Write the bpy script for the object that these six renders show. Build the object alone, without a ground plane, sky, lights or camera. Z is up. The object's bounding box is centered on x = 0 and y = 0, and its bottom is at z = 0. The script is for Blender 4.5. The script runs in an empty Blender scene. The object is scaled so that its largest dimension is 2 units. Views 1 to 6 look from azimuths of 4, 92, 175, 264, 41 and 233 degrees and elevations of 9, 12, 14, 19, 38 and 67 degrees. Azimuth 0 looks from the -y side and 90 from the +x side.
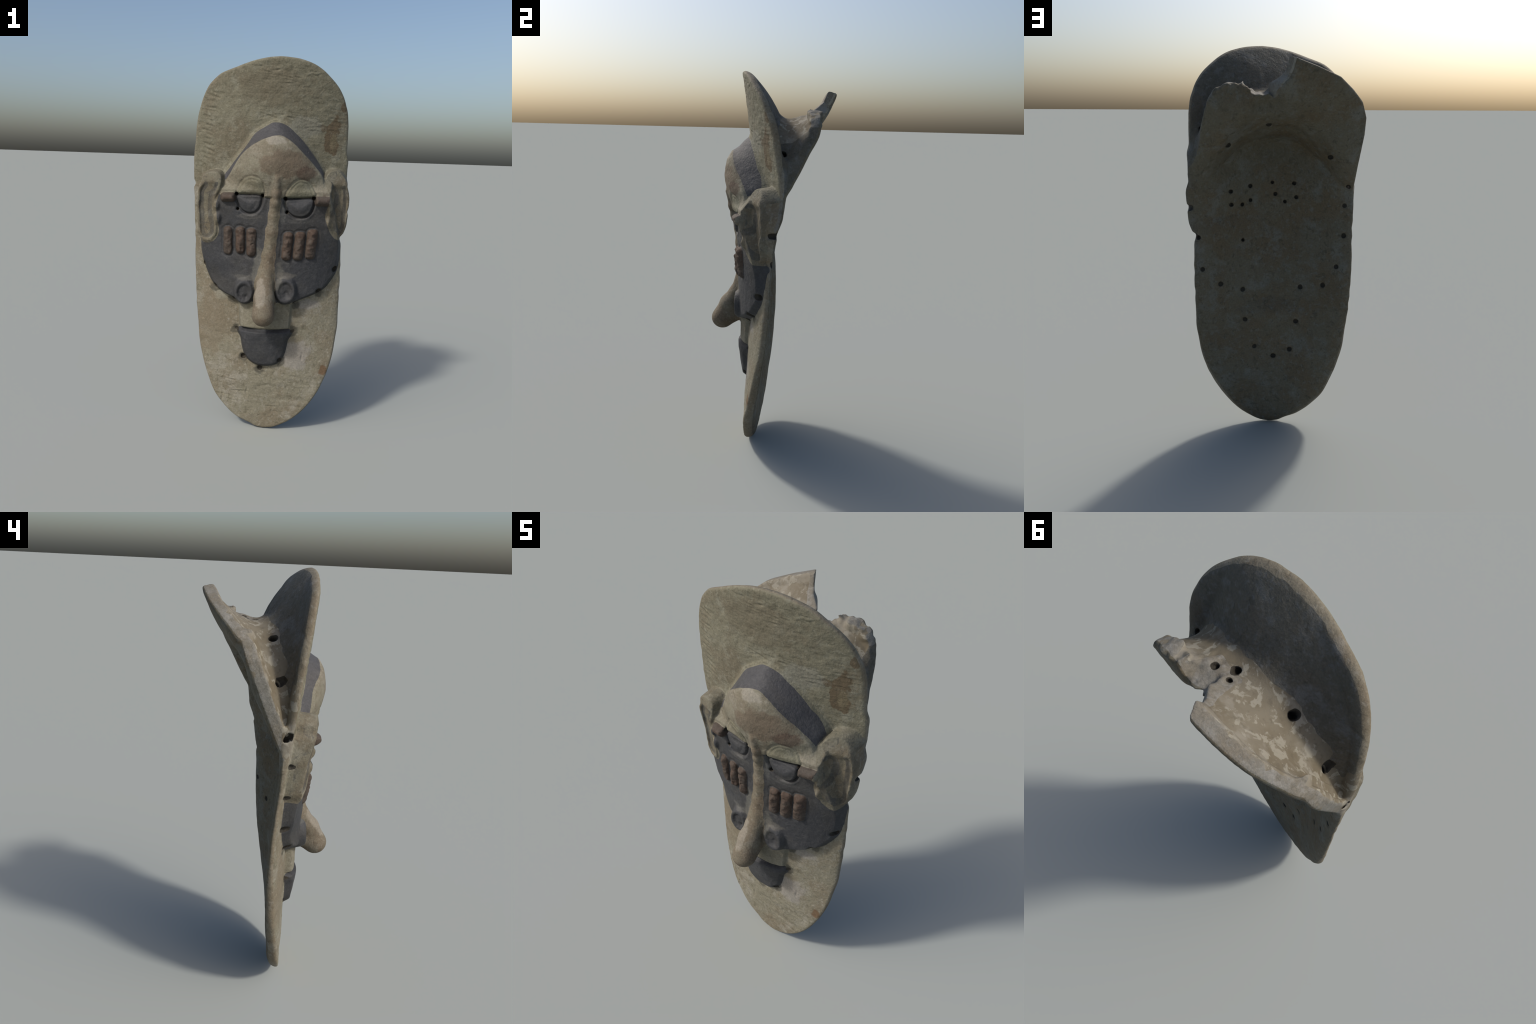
"""Carved wooden face mask: an oval board, a relief face, and a split crest
(tall front plate + broken rear plate meeting in a V-shaped valley).

The whole carving is described as one implicit solid built from profiles and
primitives, polygonised once, then split by region into named parts that share
border vertices and normals."""
import bpy, numpy as np, math
np.seterr(all='ignore')
f32 = np.float32
H = 0.0038                                   # polygonising step (m)

# ------------------------------------------------------------------ helpers
def knots(v, table):
    """smooth interpolation of a profile given as (position, value) pairs"""
    t = np.array(table, float); x, y = t[:, 0], t[:, 1]
    m = np.gradient(y, x)
    # limit overshoot (monotone-ish cubic Hermite)
    d = np.diff(y) / np.diff(x)
    for i in range(len(x)):
        a = d[max(i - 1, 0)]; b = d[min(i, len(d) - 1)]
        m[i] = 0 if a * b <= 0 else 2 * a * b / (a + b)
    v = np.clip(v, x[0], x[-1])
    i = np.clip(np.searchsorted(x, v) - 1, 0, len(x) - 2)
    h = x[i + 1] - x[i]; s = (v - x[i]) / h
    return ((2*s**3 - 3*s**2 + 1)*y[i] + (s**3 - 2*s**2 + s)*h*m[i]
            + (-2*s**3 + 3*s**2)*y[i+1] + (s**3 - s**2)*h*m[i+1])

def sstep(a, b, v):
    t = np.clip((v - a) / (b - a), 0, 1)
    return t * t * (3 - 2 * t)

def smin(a, b, k):
    h = np.maximum(k - np.abs(a - b), 0) / k
    return np.minimum(a, b) - h * h * k * 0.25

def smax(a, b, k):
    return -smin(-a, -b, k)

def rounded(points, n=6):
    """closed Catmull-Rom through control points"""
    P = np.array(points, float); N = len(P); out = []
    for i in range(N):
        p0, p1, p2, p3 = P[i-1], P[i], P[(i+1) % N], P[(i+2) % N]
        for t in np.arange(n) / n:
            out.append(0.5*((2*p1) + (-p0+p2)*t + (2*p0-5*p1+4*p2-p3)*t*t + (-p0+3*p1-3*p2+p3)*t**3))
    return np.array(out)

def poly_sd(X, Z, P):
    """signed distance to a closed 2D outline (negative inside)"""
    P = np.asarray(P, float)
    d2 = np.full(X.shape, 1e9); ins = np.zeros(X.shape, bool)
    for i in range(len(P)):
        ax, az = P[i-1]; bx, bz = P[i]
        ex, ez = bx-ax, bz-az
        L = ex*ex + ez*ez + 1e-12
        t = np.clip(((X-ax)*ex + (Z-az)*ez) / L, 0, 1)
        d2 = np.minimum(d2, (X-ax-t*ex)**2 + (Z-az-t*ez)**2)
        if az != bz:
            c = ((az > Z) != (bz > Z)) & (X < ex*(Z-az)/ez + ax)
            ins ^= c
    d = np.sqrt(d2)
    return np.where(ins, -d, d)

def box_sd(X, Z, cx, cz, hx, hz, r, tilt=0.0):
    c, s = math.cos(tilt), math.sin(tilt)
    u = (X-cx)*c + (Z-cz)*s; w = -(X-cx)*s + (Z-cz)*c
    qx = np.abs(u)-hx+r; qz = np.abs(w)-hz+r
    return np.hypot(np.maximum(qx, 0), np.maximum(qz, 0)) + np.minimum(np.maximum(qx, qz), 0) - r

def ell_sd(X, Z, cx, cz, rx, rz):
    k = np.hypot((X-cx)/rx, (Z-cz)/rz)
    return (k-1) * min(rx, rz)

def _hash(i, j, k, seed):
    h = (i*374761393 + j*668265263 + k*2147483647 + seed*1274126177) & 0xffffffff
    h = ((h ^ (h >> 13)) * 1274126177) & 0xffffffff
    h = h ^ (h >> 16)
    return (h & 0xffff).astype(np.float64) / 32767.5 - 1.0

def noise(x, y, z, seed=0):
    """value noise in -1..1"""
    x, y, z = np.broadcast_arrays(x, y, z)
    i = np.floor(x).astype(np.int64); j = np.floor(y).astype(np.int64); k = np.floor(z).astype(np.int64)
    u, v, w = x-i, y-j, z-k
    u, v, w = u*u*(3-2*u), v*v*(3-2*v), w*w*(3-2*w)
    r = 0
    for a in (0, 1):
        for b in (0, 1):
            for c in (0, 1):
                r = r + _hash(i+a, j+b, k+c, seed) * (u if a else 1-u) * (v if b else 1-v) * (w if c else 1-w)
    return r

def fbm(x, y, z, seed=0, octaves=3):
    r = 0; g = 1.0
    for o in range(octaves):
        r = r + g * noise(x*2**o, y*2**o, z*2**o, seed+o*17); g *= .5
    return r / (2 - 2*g)

# ------------------------------------------------------------- the profiles
# half-outlines of the board and front crest: (z, x) pairs
EDGE_LEFT = [(.0, .010), (.006, -.03), (.022, -.066), (.05, -.136), (.111, -.212), (.19, -.276), (.261, -.308),
             (.37, -.345), (.49, -.371), (.617, -.383), (.705, -.392), (.844, -.399), (.96, -.403), (1.045, -.403),
             (1.205, -.406), (1.384, -.408), (1.479, -.407), (1.567, -.400), (1.64, -.393), (1.727, -.377),
             (1.84, -.335), (1.911, -.267), (1.947, -.180), (1.978, -.092), (1.994, -.02), (2.0, .038)]
EDGE_RIGHT = [(.0, .012), (.008, .060), (.028, .107), (.085, .189), (.163, .257), (.26, .316), (.363, .356), (.455, .377),
              (.54, .389), (.66, .397), (.82, .396), (.926, .396), (1.05, .391), (1.082, .383), (1.11, .400), (1.16, .417),
              (1.215, .420), (1.232, .412), (1.25, .421), (1.30, .423), (1.37, .409), (1.43, .409), (1.49, .412), (1.54, .401),
              (1.62, .402), (1.72, .395), (1.786, .379), (1.852, .347), (1.913, .291), (1.963, .223), (1.991, .139),
              (1.998, .085), (2.0, .042)]
# rear plate outline: tall piece on the left, broken stump on the right
BREAK = [(1.55, .0), (1.66, -.012), (1.70, -.010), (1.745, -.010), (1.80, -.030), (1.845, -.068), (1.93, -.092)]   # (z, x) at the back face
REAR_LEFT = [(-.03, 1.925), (-.068, 1.914), (-.171, 1.879), (-.279, 1.836), (-.346, 1.783), (-.400, 1.73), (-.424, 1.66), (-.425, 1.58), (-.412, 1.44),
             (-.403, 1.32), (-.395, 1.15), (.03, 1.15), (.03, 1.925)]
REAR_RIGHT = [(-.09, 1.15), (.36, 1.15), (.365, 1.33), (.362, 1.43), (.353, 1.52), (.342, 1.60), (.330, 1.66), (.308, 1.73),
              (.282, 1.775), (.265, 1.789), (.228, 1.802), (.19, 1.808), (.15, 1.816), (.125, 1.785), (.10, 1.754), (.055, 1.750), (.035, 1.764),
              (.015, 1.748), (-.02, 1.74), (-.09, 1.735)]

# front face of the board: y at centre, left edge and right edge over z
FRONT_C = [(0, -.108), (.2, -.112), (.3, -.117), (.44, -.112), (.66, -.105), (.8, -.10), (1.0, -.09), (1.2, -.08),
           (1.4, -.082), (1.55, -.104), (1.68, -.124), (1.79, -.138), (1.88, -.152), (2.0, -.172)]
FRONT_L = [(0, -.055), (.2, -.032), (.3, -.027), (.44, -.021), (.66, -.013), (.8, -.012), (1.0, -.022), (1.2, -.042),
           (1.4, -.066), (1.55, -.082), (1.7, -.098), (1.85, -.112), (2.0, -.12)]
FRONT_R = [(0, -.118), (.2, -.110), (.3, -.093), (.44, -.076), (.66, -.046), (.8, -.033), (1.0, -.022), (1.2, -.004),
           (1.36, .032), (1.45, .024), (1.54, .013), (1.68, -.008), (1.86, -.052), (2.0, -.09)]
BACK_L = [(0, -.02), (.26, .006), (.44, .024), (.66, .032), (.77, .028), (.92, .020), (1.06, .010), (1.19, .0), (1.4, .0), (2.0, .0)]
BACK_R = [(0, -.095), (.19, -.072), (.30, -.058), (.44, -.035), (.558, -.018), (.665, -.002), (.82, .010), (.985, .015),
          (1.2, .03), (1.4, .055), (2.0, .055)]

# facial features: (x, z) outlines on the front
FACE = [(-.36, 1.05), (-.352, .96), (-.322, .875), (-.283, .808), (-.225, .768), (-.172, .748), (-.13, .725), (.0, .72), (.13, .725),
        (.161, .742), (.289, .799), (.335, .843), (.372, .908), (.384, .99), (.384, 1.08), (.36, 1.2), (.33, 1.3), (.31, 1.40),
        (.0, 1.43), (-.26, 1.40), (-.3, 1.25), (-.34, 1.15)]
FOREHEAD = [(-.245, 1.33), (-.223, 1.378), (-.204, 1.405), (-.141, 1.508), (-.053, 1.575), (.043, 1.607), (.108, 1.580), (.175, 1.519),
            (.228, 1.464), (.275, 1.405), (.29, 1.33), (.25, 1.298), (.15, 1.30), (.0, 1.298), (-.15, 1.30)]
BAND = [(-.27, 1.30), (-.258, 1.378), (-.205, 1.457), (-.130, 1.556), (-.089, 1.617), (-.03, 1.659), (.022, 1.683), (.089, 1.664),
        (.164, 1.599), (.227, 1.522), (.288, 1.428), (.30, 1.33), (.30, 1.29), (.0, 1.28)]
EYES = [[(-.157, 1.298), (-.149, 1.257), (-.126, 1.226), (-.092, 1.214), (-.060, 1.224), (-.040, 1.254), (-.035, 1.300), (-.09, 1.305)],
        [(.094, 1.284), (.102, 1.240), (.128, 1.212), (.166, 1.202), (.202, 1.211), (.224, 1.240), (.231, 1.290), (.165, 1.291)]]
LIDS = [[(-.158, 1.308), (-.15, 1.352), (-.122, 1.388), (-.086, 1.402), (-.045, 1.39), (-.024, 1.36), (-.022, 1.311), (-.09, 1.309)],
        [(.094, 1.300), (.110, 1.348), (.14, 1.382), (.172, 1.392), (.208, 1.38), (.234, 1.345), (.244, 1.308), (.17, 1.298)]]
LIP = [(-.145, .76), (-.138, .66), (-.130, .585), (.0, .577), (.135, .585), (.140, .66), (.145, .76)]
MOUTH = [(-.127, .578), (-.122, .52), (-.110, .458), (-.087, .412), (-.045, .383), (.011, .375), (.074, .390), (.110, .440), (.126, .52), (.133, .578),
         (.0, .578)]
EAR_L = [(-.356, 1.36), (-.352, 1.397), (-.308, 1.420), (-.258, 1.418), (-.240, 1.38), (-.250, 1.33), (-.270, 1.29), (-.279, 1.24),
         (-.274, 1.18), (-.265, 1.125), (-.270, 1.085), (-.300, 1.052), (-.345, 1.048), (-.374, 1.085), (-.381, 1.16), (-.383, 1.25), (-.374, 1.325)]
EAR_R = [(.290, 1.41), (.322, 1.443), (.368, 1.440), (.400, 1.405), (.424, 1.35), (.432, 1.27), (.425, 1.16), (.412, 1.11),
         (.38, 1.084), (.343, 1.110), (.318, 1.165), (.306, 1.21), (.32, 1.26), (.328, 1.31), (.305, 1.36)]
CHEEK_SCARS = [(-.206, 1.060, .023, .074, .02), (-.139, 1.066, .023, .071, .03), (-.080, 1.057, .025, .074, .02),
               (.109, 1.043, .025, .074, -.07), (.170, 1.047, .026, .076, -.08), (.234, 1.057, .027, .080, -.07)]
TEMPLE_SCARS = [(-.207, 1.290, .040, .024, .05), (.286, 1.284, .045, .025, -.03)]
NOSTRILS = [(-.112, .792, .053, .066), (.109, .806, .056, .070)]
NOSE = [(.047, -.234, 1.395, .011), (.044, -.213, 1.32, .016), (.040, -.199, 1.27, .018), (.034, -.176, 1.20, .021), (.026, -.164, 1.12, .026), (.014, -.156, .99, .030),
        (.004, -.158, .90, .037), (-.001, -.178, .84, .044), (.0, -.222, .775, .051), (.001, -.266, .692, .055)]
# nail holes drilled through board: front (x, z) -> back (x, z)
THROUGH = [(-.349, .912, -.326, .907), (-.282, .794, -.261, .801), (-.174, .735, -.148, .780), (-.157, .566, -.126, .595),
           (-.112, .411, -.092, .438), (-.017, .352, -.006, .399), (.094, .405, .095, .455), (.160, .571, .144, .609),
           (.166, .724, .151, .771), (.286, .795, .266, .816), (.371, .915, .355, .908), (-.384, 1.072, -.360, 1.070),
           (-.397, 1.218, -.362, 1.225)]
BLIND_BACK = [(.208, 1.295), (.107, 1.315), (-.007, 1.329), (-.117, 1.325), (.204, 1.225), (.150, 1.220), (.107, 1.242), (-.024, 1.269),
              (-.072, 1.229), (-.128, 1.254), (-.374, 1.321), (.371, 1.077), (.150, 1.036)]
EYE_PITS = [(-.164, 1.308), (-.028, 1.306), (.090, 1.293), (.236, 1.298), (.100, 1.222), (-.157, 1.232)]
NOTCH_PITS = [((.090, .130, 1.775), (.080, .115, 1.745)), ((.040, .090, 1.78), (.045, .07, 1.735)), ((.022, .125, 1.765), (.02, .11, 1.735))]
BACK_SLITS = [(-.274, 1.469), (.214, 1.528), (.024, 1.622)]
VALLEY_HOLES = [((-.170, .023, 1.717), (-.12, .03, 1.64)), ((-.321, -.002, 1.566), (-.274, .07, 1.469)), ((-.405, -.032, 1.352), (-.375, .0, 1.31)),
                ((.062, .030, 1.742), (.024, .12, 1.622)), ((.335, .045, 1.602), (.214, .12, 1.528))]

# ------------------------------------------------------- 2D fields over x, z
xs = np.arange(-.455, .458, H); ys = np.arange(-.345, .350, H); zs = np.arange(-.016, 2.02, H)
X, Z = np.meshgrid(xs, zs, indexing='ij')
u = X / .38

def outline(X, Z):
    zz = np.linspace(0, 1, 160); zz = (1 - np.cos(zz * math.pi))          # dense near both ends
    L = np.stack([knots(zz, EDGE_LEFT), zz], 1); R = np.stack([knots(zz, EDGE_RIGHT), zz], 1)
    wob = lambda P, s: P + np.stack([.0022*noise(zz*28, 0*zz, 0*zz + s, 5), 0*zz], 1) * np.sin(zz*math.pi/2)[:, None]
    return poly_sd(X, Z, np.concatenate([wob(R, 1), wob(L, 9)[::-1]]))
OUT = outline(X/1.008, Z)

def across(L, C, R, lin=False):
    l, c, r = knots(Z, L), knots(Z, C), knots(Z, R)
    return c + (r-l)/2*u + ((l+r)/2 - c)*np.minimum(np.abs(u)**(2.2 + .4*sstep(.5, .65, Z) - .6*sstep(1.2, 1.4, Z)), 1.3)
board_front = across(FRONT_L, FRONT_C, FRONT_R)
bl, br = knots(Z, BACK_L), knots(Z, BACK_R)
back0 = (bl+br)/2 + (br-bl)/2*u
ax = np.abs(X)
arch = knots(ax, [(0, 1.56), (.08, 1.55), (.14, 1.525), (.2, 1.48), (.3, 1.38), (.36, 1.31), (.4, 1.26), (.46, 1.22)])
# rear plate: rises steeply out of the hollow near the middle, then leans back; plain lean at the sides
rise = np.maximum(Z - arch, 0)
side_w = np.minimum((ax/.4)**2.5, 1)
back = back0 + (1-side_w)*knots(rise, [(0, 0), (.02, .030), (.05, .070), (.09, .112), (.15, .18), (.204, .23), (.32, .292), (.35, .305), (.5, .37)]) + side_w*.40*rise
dent = lambda cx, cz, rx, rz: np.exp(-((X-cx)/rx)**2 - ((Z-cz)/rz)**2)
back = back - .050*dent(-.26, 1.63, .09, .09) - .040*dent(-.02, 1.53, .10, .06) - .060*dent(.055, 1.73, .065, .055)
# the broken stump on the right is flatter and curls upright
cap = knots(Z, [(1.2, .05), (1.40, .070), (1.453, .098), (1.593, .168), (1.72, .226), (1.85, .234)]) + .3*sstep(.06, -.04, X)
back = smin(back, cap, .025)
# the back is hollowed out like a shallow trough, following rim of board and rear plate
zz = np.linspace(0, 1.18, 60)
DOME = [(.365, 1.31), (.32, 1.47), (.24, 1.59), (.12, 1.67), (0, 1.69), (-.12, 1.67), (-.24, 1.59), (-.32, 1.47), (-.37, 1.31)]
RIM = np.concatenate([np.stack([knots(zz, EDGE_RIGHT), zz], 1), np.array(DOME), np.stack([knots(zz, EDGE_LEFT), zz], 1)[::-1]])
rim = np.maximum(-poly_sd(X, Z, RIM), 0)
depth_z = knots(Z, [(0, 0), (.2, .022), (.35, .055), (.5, .092), (.6, .118), (.8, .142), (1.0, .162), (1.2, .176), (1.35, .192), (1.48, .196), (1.62, .175)])
hollow = depth_z*(1-np.exp(-(rim/(.22-.07*sstep(1.25, 1.5, Z)))**1.6))
hollow = np.minimum(hollow, np.maximum(smin(back-.042-board_front + .10*sstep(.62, .85, Z), .20 + 0*X, .02), 0))
c = np.clip(1-np.abs(X/np.where(X < 0, .36, .41))**(2+2*sstep(-.1, .2, X)), 0, 1)
v_z = knots(X, [(-.46, 1.1), (-.40, 1.30), (-.36, 1.43), (-.32, 1.52), (-.25, 1.595), (-.17, 1.65), (-.1, 1.685), (0, 1.70),
                (.1, 1.70), (.2, 1.675), (.3, 1.60), (.36, 1.50), (.40, 1.38), (.46, 1.2)])
v_y = knots(X, [(-.46, -.045), (-.4, -.03), (-.32, .0), (-.17, .03), (0, .06), (.17, .055), (.33, .045), (.4, .06), (.46, .06)])
valley_front = np.maximum(v_y - (.20+.43*c - .21*c*sstep(-.12, .15, X))*(Z-v_z), board_front+.050)
valley_front = smin(valley_front, board_front + .034 + .74*np.maximum(-OUT, 0), .03)
valley_rear = np.minimum(v_y + (.42+.75*c**.6)*(Z-v_z), back-.062)
fillet = .03 + .20*c
back = back - hollow

# face surface (absolute y)
fx = (X-.015)/.36
cheek_y = knots(Z, [(.7, -.165), (.8, -.170), (.95, -.172), (1.1, -.175), (1.2, -.184), (1.3, -.190), (1.4, -.190)]) + knots(Z, [(.7, .125), (.88, .118), (1.2, .075), (1.35, .065)])*np.abs(fx)**2.4*np.where(X < 0, 1-.22*sstep(.85, .95, Z), 1) + .75*np.maximum(Z-1.33, 0)
brow_side = .108 + .045*sstep(1.40, 1.50, Z)
brow_y = knots(Z, [(1.28, -.196), (1.33, -.212), (1.39, -.236), (1.476, -.254), (1.55, -.246), (1.60, -.222), (1.63, -.205)]) \
         + brow_side*np.clip(np.abs(X-.025)/.26, 0, 1.1)**1.8

front = board_front.copy()
def lay(front, surf, sd, wall=.010):
    """raise the front to surf inside an outline, with a narrow sloping wall"""
    m = sstep(wall*.5, -wall*.5, sd)
    return front + m*(np.minimum(surf, front)-front)

sd_face = poly_sd(X, Z, rounded(FACE)); sd_fore = poly_sd(X, Z, rounded(FOREHEAD)); sd_band = poly_sd(X, Z, rounded(BAND))
front = lay(front, cheek_y, sd_face, .022)
# headband: sloping wall from the crest out to the edge of the forehead
tb = np.clip(-sd_band / np.maximum(-sd_band + np.maximum(sd_fore, 0), 1e-4), 0, 1)
band_y = board_front + (brow_y+.004 - board_front)*tb**.75
up = sstep(1.29, 1.36, Z)
front = np.where(sd_band < 0, np.minimum(front, front + (band_y-front)*up), front)
front = np.where(sd_fore < .03, lay(front, smin(brow_y, cheek_y, .035), sd_fore, .014), front)
front = front - .007*np.exp(-((sd_band-.003)/.006)**2)*sstep(1.38, 1.44, Z)      # pale rim outside the headband
# eyelids: slightly domed half-discs over the eyes, ringed by an incised line
for P in LIDS:
    s = poly_sd(X, Z, rounded(P))
    front = front - .005*sstep(.004, -.03, s) + .005*np.exp(-((s-.002)/.005)**2) + .003*np.exp(-((s+.014)/.004)**2)*(Z > 1.325)
# eyes: domes in carved sockets
sd_eyes = [poly_sd(X, Z, rounded(P)) for P in EYES]
for s in sd_eyes:
    front = front + .015*np.exp(-((s-.004)/.006)**2) - .003*np.exp(-((s-.018)/.008)**2)*(Z < 1.29)
    front = lay(front, np.minimum(front+.03, -.180-.012*sstep(0, -.04, s)), s, .008)
# cheek scars and temple scars
sd_scars = []
for (cx, cz, hx, hz, tl) in CHEEK_SCARS:
    s = box_sd(X, Z, cx, cz, hx, hz, .019, tl) + .003*fbm(X*35, 0*X, Z*35, 6); sd_scars.append(s)
    front = front + .004*np.exp(-((s-.006)/.006)**2) - .022*np.sqrt(np.clip(-s/.022, 0, 1))*(1 + .45*fbm(X*32, 0*X, Z*48, 3) - .25*sstep(.35, .7, noise(X*40, 0*X, Z*60, 7)))
sd_temples = []
for (cx, cz, hx, hz, tl) in TEMPLE_SCARS:
    s = box_sd(X, Z, cx, cz, hx, hz, .016, tl); sd_temples.append(s)
    front = front - .034*np.sqrt(np.clip(-s/.018, 0, 1))
# upper lip block, mouth, nostrils
sd_lip = poly_sd(X, Z, np.array(LIP)); sd_mouth = poly_sd(X, Z, rounded(MOUTH[:-1])); sd_mouth = np.maximum(sd_mouth, Z-.579)
front = lay(front, -.158 + .035*(np.abs(X)/.14)**3 + 0*X, sd_lip, .014)
front = lay(front, knots(Z, [(.36, -.136), (.41, -.148), (.5, -.163), (.56, -.170), (.6, -.171)]) + .034*(np.abs(X)/.13)**3, sd_mouth, .024)
front = front + .009*np.exp(-((Z-.584)/.006)**2)*(ax < .135)
sd_nostrils = []
for n, (cx, cz, rx, rz) in enumerate(NOSTRILS):
    s = ell_sd(X, Z, cx, cz, rx, rz); sd_nostrils.append(s)
    front = lay(front, -.186 + .011*sstep(-.014, -.030, s) + .003*fbm(X*30, 0*X, Z*30, 9), s, .020)
    dx, dz = (-.098, .762) if n == 0 else (.112, .795)
    front = front + .010*np.exp(-(((X-dx)/.013)**2+((Z-dz)/.016)**2))
# ears: C-shaped rims with grooves inside
sd_earl = poly_sd(X, Z, rounded(EAR_L)); sd_earr = poly_sd(X, Z, rounded(EAR_R))
def ear(front, s, y_in, y_out, side, folds):
    s = s + .003*noise(X*22, 0*X, Z*22, 8)
    surf = y_in + (y_out-y_in)*np.clip((side*X-.27)/.13, 0, 1.2)
    d = -s
    lower = sstep(1.375, 1.335, Z)
    surf = surf + .010 + lower*.012*sstep(.012, .026, d) \
           + folds*lower*np.sin((side*X-.27)*170 + 2.5*noise(X*5, 0*X, Z*7, 4))*sstep(.02, .035, d)
    return lay(front, surf, s, .016)
front = ear(front, sd_earl, knots(Z, [(1.03, -.140), (1.10, -.158), (1.25, -.172), (1.36, -.188), (1.42, -.180)]),
            knots(Z, [(1.03, -.098), (1.2, -.115), (1.36, -.15), (1.42, -.15)]), -1, .0)
front = ear(front, sd_earr, knots(Z, [(1.08, -.098), (1.2, -.115), (1.36, -.132), (1.44, -.118)]),
            knots(Z, [(1.08, -.05), (1.2, -.07), (1.36, -.07), (1.44, -.03)]), 1, .0018)
# little lobes in front of ears
for (cx, cz, rx, rz) in [(-.268, 1.245, .018, .030), (-.262, 1.175, .020, .035), (.322, 1.245, .016, .040), (.318, 1.17, .014, .030)]:
    s = ell_sd(X, Z, cx, cz, rx, rz)
    front = front - .016*sstep(.004, -.014, s)

def at2(field, x, z):
    return float(field[int(round((x-xs[0])/H)), int(round((z-zs[0])/H))])
def at_left(z):
    return float(knots(np.array([z]), EDGE_LEFT)[0])
# surface relief of the carving: adze marks, cracks, dents
w1 = X + .01*noise(X*7, 0*X, Z*7, 31); w3 = Z + .008*noise(X*6, 0*X, Z*6, 32)
crestm = sstep(1.40, 1.52, Z)*sstep(-.01, .02, sd_band); chinm = sstep(.72, .55, Z)*sstep(.0, .02, np.minimum(sd_lip, sd_mouth))
streak = np.abs(noise(w1*9, 0*X, (w3+.12*w1)*85, 11))
gouge = sstep(.45, .95, noise(X*5.5, 0*X, Z*24, 12))*sstep(.0, .4, noise(X*3, 0*X, Z*3, 40)+.25)
diag = np.sin((Z*.94 - X*.45 + .006*noise(X*10, 0*X, Z*10, 33))*190)*sstep(-.20, -.34, X)
front = front + crestm*(.0022*(streak-.4)*sstep(-.25, .05, X)*sstep(-.3, .3, noise(X*7, 0*X, Z*9, 34)+.1) + .0020*gouge) \
        + chinm*.0028*(np.abs(noise(w1*9, 0*X, w3*55, 14))-.4)*sstep(-.2, .4, noise(X*6, 0*X, Z*8, 36)) + .0030*fbm(X*11, 0*X, Z*11, 21) + .0016*fbm(X*38, 0*X, Z*38, 22)
# single chisel strokes: nearly level on the crest, slanting along its left side, upright nicks on the chin
rng = np.random.default_rng(12)
def stroke(cx, cz, length, tilt, width, deep):
    global front
    dx, dz = math.cos(tilt), math.sin(tilt)
    a = (X-cx)*dx + (Z-cz)*dz; b = -(X-cx)*dz + (Z-cz)*dx
    e = np.exp(-(b/width)**2) - .45*np.exp(-((b-1.9*width)/width)**2)
    front = front + deep*e*sstep(length*.55, length*.30, np.abs(a))
for _ in range(46):
    cx, cz = rng.uniform(-.08, .34), rng.uniform(1.62, 1.95)
    if at2(OUT, cx, cz) < -.03 and at2(sd_band, cx, cz) > .02:
        stroke(cx, cz, rng.uniform(.02, .06), rng.normal(-.08, .16), rng.uniform(.0028, .0045), rng.uniform(.0010, .0026))
for k in range(16):
    cz = 1.46 + .024*k + rng.uniform(-.005, .005); cx = at_left(cz) + rng.uniform(.045, .08)
    stroke(cx, cz, rng.uniform(.04, .075), -.45 + .02*k + rng.normal(0, .06), .0055, rng.uniform(.0015, .0032))
for _ in range(26):
    cx, cz = rng.uniform(-.3, .3), rng.uniform(.06, .36)
    if at2(OUT, cx, cz) < -.03:
        stroke(cx, cz, rng.uniform(.03, .10), rng.normal(.05, .2), rng.uniform(.003, .005), rng.uniform(.0010, .0025))
for cx, cz, ln in ((-.225, .165, .06), (-.088, .205, .055), (.21, .43, .05)):
    stroke(cx, cz, ln, 1.45, .005, .003)
back_relief = .0035*fbm(X*11, 0*X, Z*11, 51) + .002*np.abs(noise(X*55, 0*X, Z*6, 53))
ring = np.exp(-((Z-arch-.05)/.05)**2)*sstep(.3, .1, ax)
back = back + back_relief + ring*.006*np.sin((Z-arch)*130 + 3*noise(X*8, 0*X, Z*8, 55))
valley_rear = valley_rear + .004*fbm(X*14, 0*X, Z*14, 61); valley_front = valley_front + .003*fbm(X*12, 0*X, Z*8, 62)
back = np.maximum(back, front + .026)             # never thinner than this
rear_l = poly_sd(X, Z, np.array(REAR_LEFT)); rear_r = poly_sd(X, Z, np.array(REAR_RIGHT))
break_x = knots(Z, BREAK)
rear_lb = np.maximum(rear_l, X-break_x-.018)
rear_out = np.minimum(rear_lb + .002*noise(X*30, 0*X, Z*30, 71), rear_r + .003*fbm(X*30, 0*X, Z*30, 72))

# ---------------------------------------------------------- the 3D solid
Y = ys[None, :, None].astype(f32)
g = lambda a: a[:, None, :].astype(f32)
def rear_clip():
    cut = g(X-break_x + .006*noise(X*20, 0*X, Z*20, 75)) - f32(.75)*(g(back)-Y)
    return np.minimum(np.maximum(g(rear_l), cut), g(rear_r + .003*fbm(X*30, 0*X, Z*30, 72)))
RC = rear_clip()
crest = smax(Y - g(valley_front), g(OUT), f32(.026))
rear = smax(g(valley_rear) - Y, RC, f32(.014))
F = smin(crest, rear, g(fillet)); del crest, rear
F = smax(F, Y - g(back), f32(.020))
F = np.maximum(F, np.minimum(g(OUT), RC)); del RC
F = smax(F, g(front) - Y, f32(.014))
def sub(cx, r):                    # index window of the grid around a bounding box
    lo = [max(int((cx[k][0]-r-o[0])/H), 0) for k, o in enumerate((xs, ys, zs))]
    hi = [min(int((cx[k][1]+r-o[0])/H)+2, len(o)) for k, o in enumerate((xs, ys, zs))]
    return tuple(slice(a, b) for a, b in zip(lo, hi))
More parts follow.
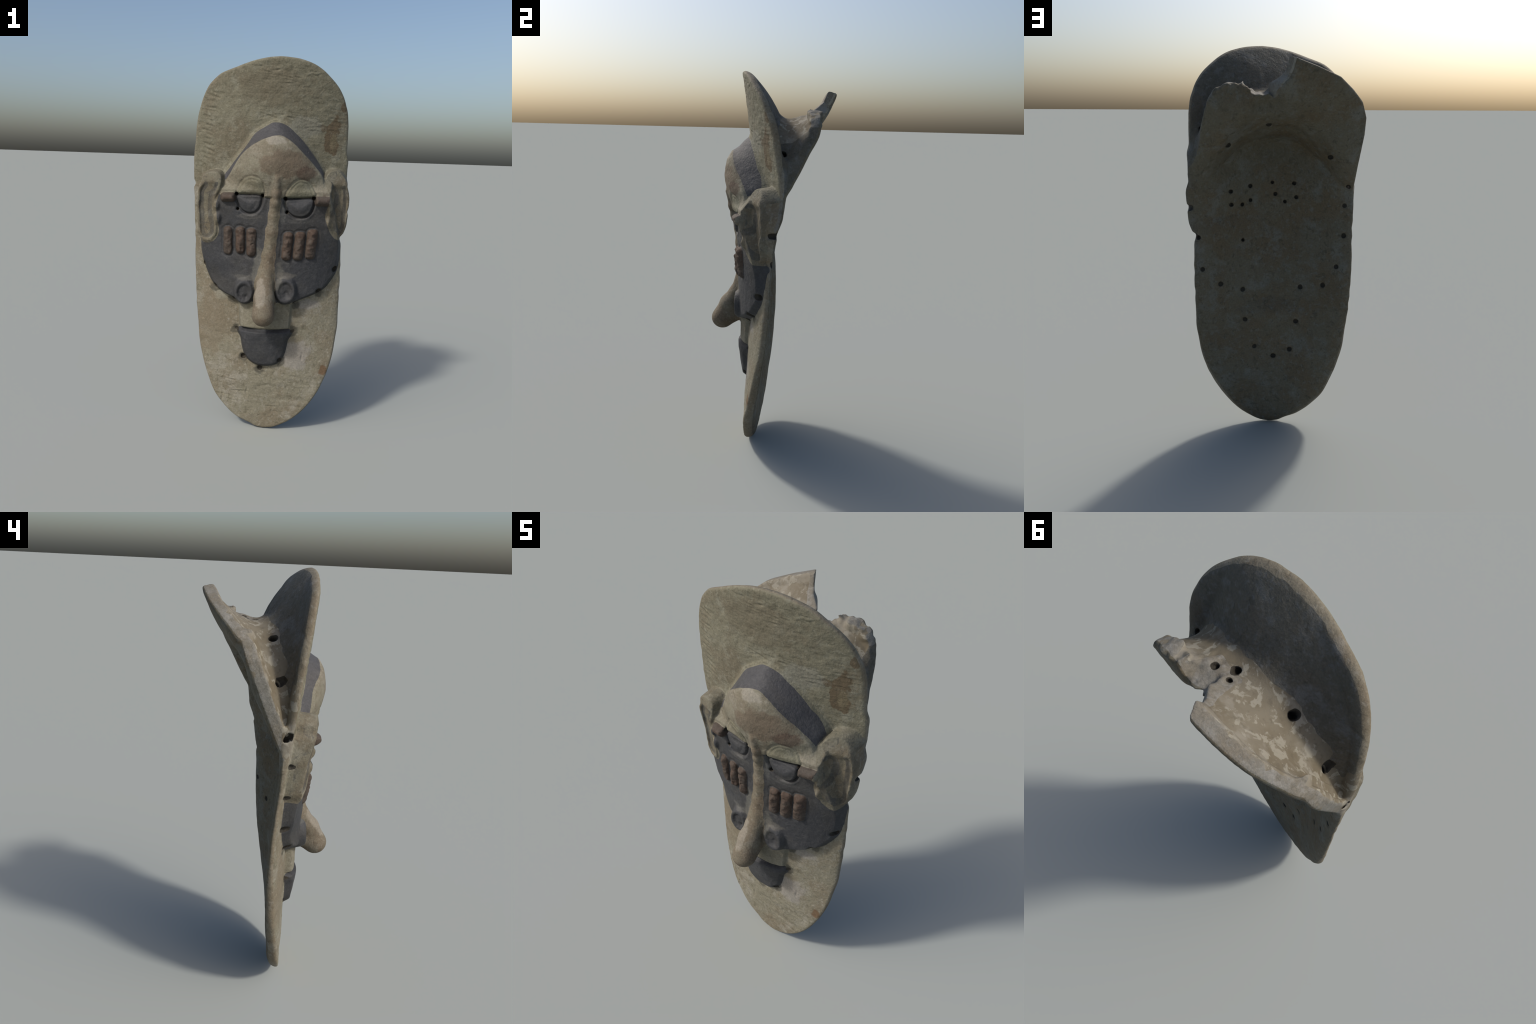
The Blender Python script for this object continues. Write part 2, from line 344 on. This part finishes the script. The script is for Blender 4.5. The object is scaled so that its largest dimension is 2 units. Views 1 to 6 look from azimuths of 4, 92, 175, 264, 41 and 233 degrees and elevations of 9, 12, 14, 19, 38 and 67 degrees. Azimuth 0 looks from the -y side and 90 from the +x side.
# splintered break along the top of the right stump
sl = sub([(-.06, .34), (.03, .34), (1.69, 1.84)], 0)
gx, gy, gz = np.meshgrid(xs[sl[0]], ys[sl[1]], zs[sl[2]], indexing='ij')
near = np.exp(-(rear_r[sl[0], sl[2]][:, None, :]/.03)**2)*sstep(.0, .05, gy-v_y[sl[0], sl[2]][:, None, :])*sstep(.33, .28, gx)
F[sl] += (near*(.009*noise(gx*24, gy*17, gz*20, 73) + .005*noise(gx*55, gy*40, gz*50, 74))).astype(f32)
def capsule(p, q, ra, rb, pad):
    sl = sub([(min(p[k], q[k]), max(p[k], q[k])) for k in range(3)], max(ra, rb)+pad)
    gx, gy, gz = np.meshgrid(xs[sl[0]], ys[sl[1]], zs[sl[2]], indexing='ij')
    d = [q[k]-p[k] for k in range(3)]; L = sum(a*a for a in d)+1e-12
    tt = np.clip(((gx-p[0])*d[0]+(gy-p[1])*d[1]+(gz-p[2])*d[2])/L, 0, 1)
    return sl, np.sqrt((gx-p[0]-tt*d[0])**2+(gy-p[1]-tt*d[1])**2+(gz-p[2]-tt*d[2])**2) - (ra+(rb-ra)*tt)
# the nose, kept as its own field for labelling
sl_nose = sub([(-.06, .06), (-.34, -.10), (.62, 1.41)], .03)
NF = np.full(F[sl_nose].shape, 1.0, f32)
segs = list(zip(NOSE[:-1], NOSE[1:])) + [((.0, -.14, .755, .050), (.001, -.255, .692, .053))]
gx, gy, gz = np.meshgrid(xs[sl_nose[0]], ys[sl_nose[1]], zs[sl_nose[2]], indexing='ij')
for p, q in segs:
    d = [q[k]-p[k] for k in range(3)]; L = sum(a*a for a in d)
    tt = np.clip(((gx-p[0])*d[0]+(gy-p[1])*d[1]+(gz-p[2])*d[2])/L, 0, 1)
    D = np.sqrt((gx-p[0]-tt*d[0])**2+(gy-p[1]-tt*d[1])**2+(gz-p[2]-tt*d[2])**2) - (p[3]+(q[3]-p[3])*tt)
    NF = smin(NF, D.astype(f32), f32(.02))
NF = np.maximum(NF, (gy - back[sl_nose[0], sl_nose[2]][:, None, :] + .004).astype(f32))
NOSE_ON = np.full(F.shape, False); NOSE_ON[sl_nose] = NF < F[sl_nose] + .004
F[sl_nose] = smin(F[sl_nose], NF, f32(.022))
# nail holes
HOLE = np.full(F.shape, 1.0, f32)
def at(field, x, z):
    return float(field[int(round((x-xs[0])/H)), int(round((z-zs[0])/H))])
def drill(p, q, ra, rb):
    sl, D = capsule(p, q, ra, rb, .012)
    D = D + .0025*noise(xs[sl[0]][:, None, None]*60, ys[sl[1]][None, :, None]*60, zs[sl[2]][None, None, :]*60, 77)
    HOLE[sl] = np.minimum(HOLE[sl], D.astype(f32))
for xf, zf, xb, zb in THROUGH:
    yf = at(board_front, xf, zf); thin = at(back, xf, zf)-yf < .055; k = .012 if xf < -.36 else .022; drill((xf*1.01, yf-.07, zf-.004), (xf*.99, yf+(-.008 if thin else .002), zf+.002), k, .015 if k > .012 else .010)
    yb = at(back, xb, zb); drill((xb, yb+.012, zb), (xb, yb+(.001 if thin else -.003), zb), .0185, .014)
for x, z in BLIND_BACK + BACK_SLITS:
    yb = at(back, x, z); drill((x, yb+.012, z), (x, yb-.010, z), .0150 if (x, z) != (.15, 1.036) else .008, .009)
for x, z in EYE_PITS:
    yf = at(front, x, z); drill((x, yf-.01, z), (x, yf+.03, z), .010, .007)
for p, q in VALLEY_HOLES:
    q = tuple(p[k]+(q[k]-p[k])*min(1, .05/math.dist(p, q)) for k in range(3))
    drill(p, q, .0165, .012)
for k, (p, q) in enumerate(NOTCH_PITS): drill(p, q, (.009, .015, .011)[k], (.006, .008, .008)[k])
drill((.424, .0, 1.228), (.405, .03, 1.228), .014, .014)
drill((.400, -.02, 1.085), (.385, .05, 1.085), .012, .012)
F = smax(F, -HOLE, f32(.008))

# ------------------------------------------------ polygonise (surface nets)
def surface_nets(F):
    nx, ny, nz = F.shape
    S = F < 0
    cnt = np.zeros((nx-1, ny-1, nz-1), np.int8)
    for a in (0, 1):
        for b in (0, 1):
            for cc in (0, 1):
                cnt += S[a:nx-1+a, b:ny-1+b, cc:nz-1+cc]
    act = (cnt > 0) & (cnt < 8); del cnt
    I, J, K = np.nonzero(act); n = len(I)
    vid = np.full(act.shape, -1, np.int32); vid[I, J, K] = np.arange(n)
    cor = {(a, b, cc): F[I+a, J+b, K+cc].astype(float) for a in (0, 1) for b in (0, 1) for cc in (0, 1)}
    acc = np.zeros((n, 3)); m = np.zeros(n)
    keys = list(cor)
    for p in keys:
        for axis in range(3):
            if p[axis] == 0:
                q = list(p); q[axis] = 1; q = tuple(q)
                a, b = cor[p], cor[q]
                cr = (a < 0) != (b < 0)
                tt = np.where(cr, a/np.where(cr, a-b, 1), 0)
                pos = np.array(p, float)[None, :].repeat(n, 0); pos[:, axis] += tt
                acc += pos*cr[:, None]; m += cr
    V = acc/m[:, None] + np.stack([I, J, K], 1)
    V = V*H + np.array([xs[0], ys[0], zs[0]])
    quads = []
    for axis in range(3):
        sA = [slice(1, -1)]*3; sB = [slice(1, -1)]*3
        sA[axis] = slice(0, -1); sB[axis] = slice(1, None)
        A, B = S[tuple(sA)], S[tuple(sB)]
        i, j, k = np.nonzero(A != B)
        off = [1, 1, 1]; off[axis] = 0
        i, j, k = i+off[0], j+off[1], k+off[2]
        fl = S[i, j, k]
        o1, o2 = (axis+1) % 3, (axis+2) % 3
        def get(d1, d2):
            idx = [i.copy(), j.copy(), k.copy()]; idx[o1] -= d1; idx[o2] -= d2
            return vid[idx[0], idx[1], idx[2]]
        q = np.stack([get(1, 1), get(0, 1), get(0, 0), get(1, 0)], 1)
        q[~fl] = q[~fl][:, ::-1]
        quads.append(q)
    return V, np.concatenate(quads)
V, Q = surface_nets(F)
# keep the one connected body (drop specks broken off by noise)
comp = np.arange(len(V))
for _ in range(2000):
    m = comp[Q].min(1); new = comp.copy()
    for k in range(4): np.minimum.at(new, Q[:, k], m)
    new = new[new]
    if (new == comp).all(): break
    comp = new
main = np.bincount(comp).argmax(); keep = comp == main
Q = Q[keep[Q[:, 0]]]; remap = np.cumsum(keep)-1; V = V[keep]; Q = remap[Q]

E2 = np.unique(np.sort(np.concatenate([Q[:, [0, 1]], Q[:, [1, 2]], Q[:, [2, 3]], Q[:, [3, 0]]]), axis=1), axis=0)
def relax(V, f, edges, sel=None):
    acc = np.zeros_like(V); cn = np.zeros(len(V))
    for a, b in ((0, 1), (1, 0)):
        np.add.at(acc, edges[:, a], V[edges[:, b]]); np.add.at(cn, edges[:, a], 1)
    tgt = acc/np.maximum(cn, 1)[:, None]
    w = f*(cn > 0)
    return V + (tgt-V)*w[:, None]
V = relax(V, .4, E2); V = relax(V, -.2, E2)

# --------------------------------------------------------- label the faces
C = V[Q].mean(1); N = np.cross(V[Q[:, 2]]-V[Q[:, 0]], V[Q[:, 3]]-V[Q[:, 1]]); N /= np.linalg.norm(N, axis=1)[:, None]+1e-12
gi = np.clip(((C[:, 0]-xs[0])/H), 0, len(xs)-2); gk = np.clip(((C[:, 2]-zs[0])/H), 0, len(zs)-2); gj = np.clip(((C[:, 1]-ys[0])/H), 0, len(ys)-2)
def look(field):
    i, k = gi.astype(int), gk.astype(int); a, b = gi-i, gk-k
    return field[i, k]*(1-a)*(1-b)+field[i+1, k]*a*(1-b)+field[i, k+1]*(1-a)*b+field[i+1, k+1]*a*b
ri, rj, rk = (np.round(q).astype(int) for q in (gi, gj, gk))
x, y, z = C.T
PARTS = ['board', 'crest', 'rear_crest', 'headband', 'forehead', 'eyelid', 'eye', 'cheek', 'nose', 'nostril', 'ear', 'cheek_scar', 'temple_scar',
         'upper_lip', 'mouth']
lab = np.zeros(len(Q), int); inst = np.zeros(len(Q), int); mat = np.zeros(len(Q), int)
# material slots: 0 pale paint, 1 edge, 2 bare back, 3 dark inner crest, 4 mottled rear inner, 5 hole
fo = look(OUT); ff = look(front); bb = look(back); ro = look(rear_out)
vz, vy = look(np.broadcast_to(v_z, X.shape)), look(np.broadcast_to(v_y, X.shape))
facing_front = (N[:, 1] < .3) & (y < look(board_front)+.012) & ((fo < -.006) | (N[:, 1] < -.6))
ragged = .004*noise(x*40, y*40, z*40, 91)
is_rear = (z > vz-.0) & (y > vy + .02 + .25*np.maximum(z-vz, 0)*0) | ((z > look(np.broadcast_to(arch, X.shape))+.0) & (N[:, 1] > .0) & (y > bb-.03))
lab[:] = np.where(is_rear, 2, np.where(z > 1.36, 1, 0))
onback = (y > bb-.012)
inner = (z > vz-.01) & ~facing_front
mat[:] = 1
mat[facing_front] = 0
mat[onback & ~facing_front] = 2
wob = .022*fbm(x*16, y*16, z*16, 93) + .02*noise(x*5, y*5, z*5, 94)
edge_in = (fo > -.010 + ragged) & (y < vy)
mat[inner & (y <= vy-.028+wob) & ~edge_in] = 3
mat[inner & (x >= .30+wob) & (y < bb-.014) & ~edge_in] = 3
edge_rear = (ro > -.003 + ragged) & (y > vy+.03)
mat[inner & (x < .30+wob) & (y > vy-.028+wob) & (y < bb-.014) & ~edge_rear] = 4
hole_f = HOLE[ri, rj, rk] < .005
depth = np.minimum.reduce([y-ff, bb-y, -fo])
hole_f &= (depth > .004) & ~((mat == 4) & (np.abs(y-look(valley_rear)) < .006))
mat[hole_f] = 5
frontish = (y < ff+.03) & (y < look(board_front)+.015) & ~hole_f & (N[:, 1] < .35)
def put(name, field, thr=0.0, k=0):
    m = frontish & (look(field) < thr)
    lab[m] = PARTS.index(name); inst[m] = k
put('cheek', np.maximum(sd_face, (Z-1.305)*1.0), .008)
put('forehead', np.maximum(sd_face, 1.306-Z), .004)
put('headband', np.where(Z > 1.36, sd_band + .0015*noise(X*30, 0*X, Z*30, 95), 1), -.005)
put('forehead', sd_fore, .003)
for k, P in enumerate(LIDS): put('eyelid', poly_sd(X, Z, rounded(P)), .0, k)
for k, s in enumerate(sd_eyes): put('eye', s, .004, k)
for k, s in enumerate(sd_scars): put('cheek_scar', s, .001, k)
for k, s in enumerate(sd_temples): put('temple_scar', s, .001, k)
put('upper_lip', np.maximum(sd_lip, Z-.735), .005)
put('mouth', sd_mouth, .006)
for k, s in enumerate(sd_nostrils): put('nostril', s, .006, k)
put('ear', sd_earl, .008, 0); put('ear', sd_earr, .008, 1)
m = NOSE_ON[ri, rj, rk] & (z < 1.405) & (y < bb-.012) & (N[:, 1] < .9) & ((np.abs(x-knots(z, [(a[2], a[0]) for a in NOSE[::-1]])) < knots(z, [(a[2], a[3]) for a in NOSE[::-1]])+.014))
lab[m & ~hole_f] = PARTS.index('nose'); inst[m] = 0
EARG = PARTS.index('ear')
facial = lab > 2
mat[facial & ~hole_f] = 0

# clean up single-face islands, then smooth the borders between regions
mat[facial & ~hole_f] = 0
de = -np.minimum(look(sd_earl), look(sd_earr)) + .010*fbm(x*24, y*24, z*24, 96)
mat[(lab == EARG) & ~hole_f & (de > .018) & (de < .040) & (z < 1.365)] = 6
key = lab*1000 + inst*10 + mat
for _ in range(3):
    ekey = np.concatenate([np.sort(Q[:, [a, (a+1) % 4]], 1) for a in range(4)]); fid = np.tile(np.arange(len(Q)), 4)
    o = np.lexsort((ekey[:, 1], ekey[:, 0])); ek, fi = ekey[o], fid[o]
    same = (ek[1:] == ek[:-1]).all(1); f1, f2 = fi[:-1][same], fi[1:][same]
    a = np.concatenate([f1, f2]); b = np.concatenate([f2, f1])
    o = np.argsort(a, kind='stable'); a, b = a[o], b[o]
    good = np.bincount(a, key[a] == key[b], len(Q))
    bad = np.nonzero(good <= 1)[0]
    if not len(bad): break
    start = np.searchsorted(a, np.arange(len(Q)))
    for f in bad:
        nb = key[b[start[f]:start[f]+4]]
        if len(nb):
            vals, cn = np.unique(nb, return_counts=True); key[f] = vals[cn.argmax()]
lab, inst, mat = key//1000, key % 1000//10, key % 10
diff = np.nonzero(key[f1] != key[f2])[0]
border_edges = ek[:-1][same][diff]
for _ in range(7):
    V = relax(V, .5, border_edges)
V[:, 2] -= V[:, 2].min()

# ---------------------------------------------------------------- materials
def mk(name):
    m = bpy.data.materials.new(name); m.use_nodes = True
    nt = m.node_tree; nt.nodes.clear()
    out = nt.nodes.new('ShaderNodeOutputMaterial'); b = nt.nodes.new('ShaderNodeBsdfPrincipled')
    nt.links.new(b.outputs[0], out.inputs[0])
    tc = nt.nodes.new('ShaderNodeTexCoord')
    return m, nt, b, tc.outputs['Object']
class Nodes:
    def __init__(s, name, rough=.75):
        s.m, s.nt, s.b, s.co = mk(name); s.b.inputs['Roughness'].default_value = rough
        s.b.inputs['Specular IOR Level'].default_value = .25
    def link(s, o, i): s.nt.links.new(o, i)
    def mapping(s, scale, loc=(0, 0, 0), rot=(0, 0, 0)):
        n = s.nt.nodes.new('ShaderNodeMapping'); s.link(s.co, n.inputs[0])
        n.inputs['Scale'].default_value = scale; n.inputs['Location'].default_value = loc; n.inputs['Rotation'].default_value = rot
        return n.outputs[0]
    def noise(s, scale, detail=4, rough=.55, vec=None, dist=0.0, w=None):
        n = s.nt.nodes.new('ShaderNodeTexNoise'); s.link(vec if vec is not None else s.co, n.inputs['Vector'])
        n.inputs['Scale'].default_value = scale; n.inputs['Detail'].default_value = detail
        n.inputs['Roughness'].default_value = rough; n.inputs['Distortion'].default_value = dist
        return n.outputs['Fac']
    def ramp(s, fac, lo, hi, a=0.0, b=1.0):
        n = s.nt.nodes.new('ShaderNodeMapRange'); n.interpolation_type = 'SMOOTHSTEP'
        s.link(fac, n.inputs[0]); n.inputs[1].default_value = lo; n.inputs[2].default_value = hi
        n.inputs[3].default_value = a; n.inputs[4].default_value = b
        return n.outputs[0]
    def math(s, op, a, b):
        n = s.nt.nodes.new('ShaderNodeMath'); n.operation = op
        for i, v in ((0, a), (1, b)):
            if isinstance(v, (int, float)): n.inputs[i].default_value = v
            else: s.link(v, n.inputs[i])
        return n.outputs[0]
    def mix(s, fac, a, b, mode='MIX'):
        n = s.nt.nodes.new('ShaderNodeMix'); n.data_type = 'RGBA'; n.blend_type = mode
        if isinstance(fac, (int, float)): n.inputs[0].default_value = fac
        else: s.link(fac, n.inputs[0])
        for i, v in ((6, a), (7, b)):
            if isinstance(v, tuple): n.inputs[i].default_value = (*v, 1)
            else: s.link(v, n.inputs[i])
        return n.outputs[2]
    def spot(s, cx, cz, rx, rz, rag=.8, scale=24, lo=.68, hi=1.1):
        """blotch around a point in the x-z plane with a ragged rim"""
        n = s.nt.nodes.new('ShaderNodeMapping'); n.vector_type = 'POINT'; s.link(s.co, n.inputs[0])
        n.inputs['Scale'].default_value = (1/rx, 0, 1/rz); n.inputs['Location'].default_value = (-cx/rx, 0, -cz/rz)
        l = s.nt.nodes.new('ShaderNodeVectorMath'); l.operation = 'LENGTH'; s.link(n.outputs[0], l.inputs[0])
        d = s.math('ADD', l.outputs['Value'], s.math('MULTIPLY', s.math('SUBTRACT', s.noise(scale, 4), .5), rag*2))
        return s.ramp(d, hi, lo)
    def finish(s, col, bump=.3, scale=90, dist=.005, extra=None):
        s.link(col, s.b.inputs['Base Color'])
        n = s.nt.nodes.new('ShaderNodeBump'); n.inputs['Strength'].default_value = bump; n.inputs['Distance'].default_value = dist
        h = s.math('ADD', s.noise(scale, 5, .65), s.math('MULTIPLY', s.noise(scale*.35, 4, .6), 1.6))
        if extra is not None: h = s.math('ADD', h, extra)
        s.link(h, n.inputs['Height']); s.link(n.outputs[0], s.b.inputs['Normal'])
        return s.m

def paint(name, base, warm, pale, dark, amt=(.5, .5, .4), spots=(), bump=.35, streaks=0.0, rough=.75):
    n = Nodes(name, rough)
    c1 = n.mix(n.ramp(n.noise(5, 5, .6), .42, .62, 0, amt[0]), base, warm)
    c2 = n.mix(n.ramp(n.noise(9, 6, .65, n.mapping((1, 1, 1), (3.1, 1.7, 5.3))), .50, .68, 0, amt[1]), c1, pale)
    c3 = n.mix(n.ramp(n.noise(23, 6, .7, n.mapping((1, 1, 1.3), (7.7, 2.1, .4)), .6), .54, .72, 0, amt[2]), c2, dark)
    c3 = n.mix(n.ramp(n.noise(48, 4, .6, n.mapping((1, 1, 1), (1.3, 8.2, 4.4))), .52, .70, 0, amt[1]*.8), c3, pale)
    c3 = n.mix(n.ramp(n.noise(34, 4, .6, n.mapping((1.2, 1, 1), (11.3, 3.2, 2.4)), .5), .56, .70, 0, amt[2]*.8), c3, dark)
    ex = None
    if streaks:
        st = n.noise(11, 5, .6, n.mapping((.8, 1, 4.0), rot=(0, .15, 0)), 1.2)
        c3 = n.mix(n.ramp(st, .55, .72, 0, streaks), c3, dark); ex = n.math('MULTIPLY', st, .5)
    for (cx, cz, rx, rz, col, a) in spots:
        m = n.spot(cx, cz, rx, rz, 1.5, 13, .80, .98) if col == BROWN else n.spot(cx, cz, rx, rz)
        c3 = n.mix(n.math('MULTIPLY', m, a), c3, col)
    fine = n.ramp(n.noise(120, 3, .6), .3, .7, .88, 1.10)
    g3 = n.nt.nodes.new('ShaderNodeCombineColor')
    for i in range(3): n.link(fine, g3.inputs[i])
    c3 = n.mix(1.0, c3, g3.outputs[0], 'MULTIPLY')
    return n.finish(c3, bump*1.5, 90, .005, ex)

TAN, WARM, PALE, SOIL = (.168, .157, .116), (.148, .124, .086), (.225, .213, .175), (.084, .076, .050)
BROWN = (.098, .072, .043)
m_chin = paint('pale_clay_paint', TAN, WARM, PALE, SOIL, (.75, .8, .7),
               spots=[(.33, .352, .022, .03, (.115, .072, .04), .9), (.17, .44, .09, .09, (.235, .222, .205), .6), (-.30, .60, .09, .20, WARM, .6),
                      (.22, .72, .08, .03, (.21, .20, .185), .6), (-.25, .78, .05, .06, (.20, .195, .155), .5)] + [(a, b-.004, .030, .030, (.055, .052, .040), .75) for a, b, _, _ in THROUGH[1:10]])
m_crest = paint('weathered_crest_paint', (.155, .146, .104), (.136, .116, .080), (.205, .200, .155), (.082, .077, .052), (.7, .7, .6), streaks=.22,
                spots=[(.315, 1.60, .050, .10, BROWN, .85), (.27, 1.655, .035, .025, BROWN, .8), (.375, 1.77, .02, .03, BROWN, .8), (.325, 1.59, .022, .05, (.150, .125, .078), .8),
                       (.0, 1.85, .24, .10, (.115, .100, .068), .5), (.18, 1.66, .10, .06, (.185, .185, .155), .5)])
m_edge = paint('worn_wood_edge', (.165, .145, .105), (.135, .105, .068), (.225, .208, .170), (.080, .064, .042), (.6, .6, .6))
m_edge2 = paint('greyed_wood_edge', (.160, .153, .132), (.140, .120, .088), (.205, .200, .182), (.095, .086, .066), (.7, .7, .6))
m_back = paint('bare_aged_wood', (.112, .100, .070), (.108, .083, .050), (.135, .133, .112), (.062, .055, .038), (.8, .8, .8))
m_inner = paint('dark_stained_wood', (.086, .080, .063), (.098, .080, .056), (.120, .120, .112), (.048, .044, .033), (.6, .8, .6))
m_hole = paint('hole_shade_wood', (.030, .027, .021), (.035, .028, .02), (.05, .045, .036), (.018, .016, .012), (.5, .3, .4))  # near-black base colour bakes the shadow inside the shallow holes
def mottled():
    n = Nodes('flaking_rear_paint', .8)
    c = n.mix(n.ramp(n.noise(6, 4), .4, .6), (.150, .132, .098), (.125, .105, .072))
    v = n.ramp(n.noise(22, 5, .6, n.mapping((1, 1.0, .9), (2, 3, 1)), .4), .53, .59)
    c = n.mix(n.math('MULTIPLY', v, .8), c, (.245, .230, .185))
    v2 = n.ramp(n.noise(7, 4, .6, n.mapping((1, 1.0, .9), (9, 4, 6)), .4), .52, .62)
    c = n.mix(n.math('MULTIPLY', v2, .5), c, (.23, .215, .18))
    c = n.mix(n.ramp(n.noise(40, 4), .55, .7, 0, .5), c, (.09, .078, .056))
    return n.finish(c, .3, 80)
m_mottle = mottled()
m_fore = paint('forehead_paint', (.165, .155, .116), (.130, .110, .078), (.215, .200, .162), (.088, .068, .046), (.7, .6, .5),
               spots=[(.08, 1.47, .14, .075, (.105, .078, .055), .65), (.19, 1.42, .05, .04, (.082, .055, .040), .7), (.03, 1.585, .05, .025, (.24, .225, .19), .6)])
m_lid = paint('eyelid_paint', (.145, .140, .100), (.130, .112, .078), (.185, .178, .138), (.080, .075, .048), (.6, .6, .5))
DK = ((.037, .0385, .042), (.044, .042, .038), (.068, .068, .068), (.027, .028, .031))
m_dark = paint('dark_grey_paint', *DK, (.6, .5, .6), bump=.3, rough=.65,
               spots=[(-.040, .90, .030, .14, (.13, .127, .108), .5), (.070, .87, .030, .09, (.11, .107, .09), .5), (-.11, .866, .06, .018, (.11, .107, .095), .5),
                      (.10, .886, .06, .02, (.12, .112, .095), .5), (.08, 1.25, .02, .10, (.085, .085, .078), .5), (-.09, 1.195, .08, .016, (.10, .097, .09), .45),
                      (.165, 1.18, .08, .016, (.09, .088, .083), .4)])
m_band = paint('headband_paint', (.056, .056, .060), (.064, .060, .056), (.088, .087, .086), (.036, .036, .041), (.6, .5, .6), bump=.3, rough=.65)
m_nose = paint('nose_paint', (.132, .116, .084), (.108, .080, .054), (.200, .184, .148), (.075, .060, .042), (.7, .5, .5),
               spots=[(-.02, .80, .03, .07, (.22, .20, .165), .6), (.0, .66, .05, .04, (.105, .080, .055), .6)])
m_ear = paint('ear_paint', (.130, .122, .090), (.110, .088, .058), (.190, .182, .145), (.055, .054, .050), (.7, .6, .8))
m_groove = paint('ear_groove_paint', (.066, .065, .060), (.085, .075, .055), (.120, .117, .098), (.042, .042, .042), (.8, .8, .6))
m_scar = paint('red_ochre_scar', (.058, .046, .037), (.066, .043, .031), (.080, .069, .058), (.040, .033, .029), (.8, .8, .8))
m_lip = paint('lip_paint', (.165, .155, .115), (.140, .125, .090), (.205, .193, .155), (.100, .090, .063), (.6, .6, .5))
PART_MAT = {'headband': m_band, 'forehead': m_fore, 'eyelid': m_lid, 'eye': m_dark, 'cheek': m_dark, 'nose': m_nose, 'nostril': m_dark, 'ear': m_ear,
            'cheek_scar': m_scar, 'temple_scar': m_scar, 'upper_lip': m_lip, 'mouth': m_dark}
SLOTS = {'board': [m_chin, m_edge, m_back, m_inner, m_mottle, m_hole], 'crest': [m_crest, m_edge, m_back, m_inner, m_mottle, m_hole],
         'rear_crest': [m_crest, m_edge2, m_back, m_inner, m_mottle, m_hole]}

# ----------------------------------------------------------------- objects
# whole-body vertex normals
fn = np.cross(V[Q[:, 2]]-V[Q[:, 0]], V[Q[:, 3]]-V[Q[:, 1]])
VN = np.zeros_like(V)
for k in range(4): np.add.at(VN, Q[:, k], fn)
VN /= np.linalg.norm(VN, axis=1)[:, None]+1e-15

root = bpy.data.objects.new('carved_mask', None); bpy.context.scene.collection.objects.link(root)
root['label'] = 'tall carved wooden face mask with split crest and long nose'
root['category'] = 'wooden mask'
def build(name, faces, mats, midx):
    vid, inv = np.unique(faces, return_inverse=True); fc = inv.reshape(faces.shape)
    me = bpy.data.meshes.new(name)
    me.vertices.add(len(vid)); me.vertices.foreach_set('co', V[vid].astype(f32).ravel())
    me.loops.add(fc.size); me.loops.foreach_set('vertex_index', fc.ravel().astype(np.int32))
    me.polygons.add(len(fc)); me.polygons.foreach_set('loop_start', np.arange(0, fc.size, 4, dtype=np.int32))
    me.polygons.foreach_set('loop_total', np.full(len(fc), 4, np.int32))
    for m in mats: me.materials.append(m)
    me.polygons.foreach_set('material_index', midx.astype(np.int32))
    me.update(calc_edges=True)
    me.polygons.foreach_set('use_smooth', np.ones(len(fc), bool))
    me.normals_split_custom_set_from_vertices(VN[vid].tolist())
    ob = bpy.data.objects.new(name, me); bpy.context.scene.collection.objects.link(ob); ob.parent = root
    return ob
for p, name in enumerate(PARTS):
    for k in np.unique(inst[lab == p]) if p > 2 else [None]:
        sel = (lab == p) if k is None else (lab == p) & (inst == k)
        if sel.sum() < 10: continue
        if name in SLOTS: build(name, Q[sel], SLOTS[name], mat[sel])
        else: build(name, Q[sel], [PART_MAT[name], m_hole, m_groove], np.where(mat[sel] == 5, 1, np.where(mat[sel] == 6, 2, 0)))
print('faces', len(Q), 'verts', len(V))
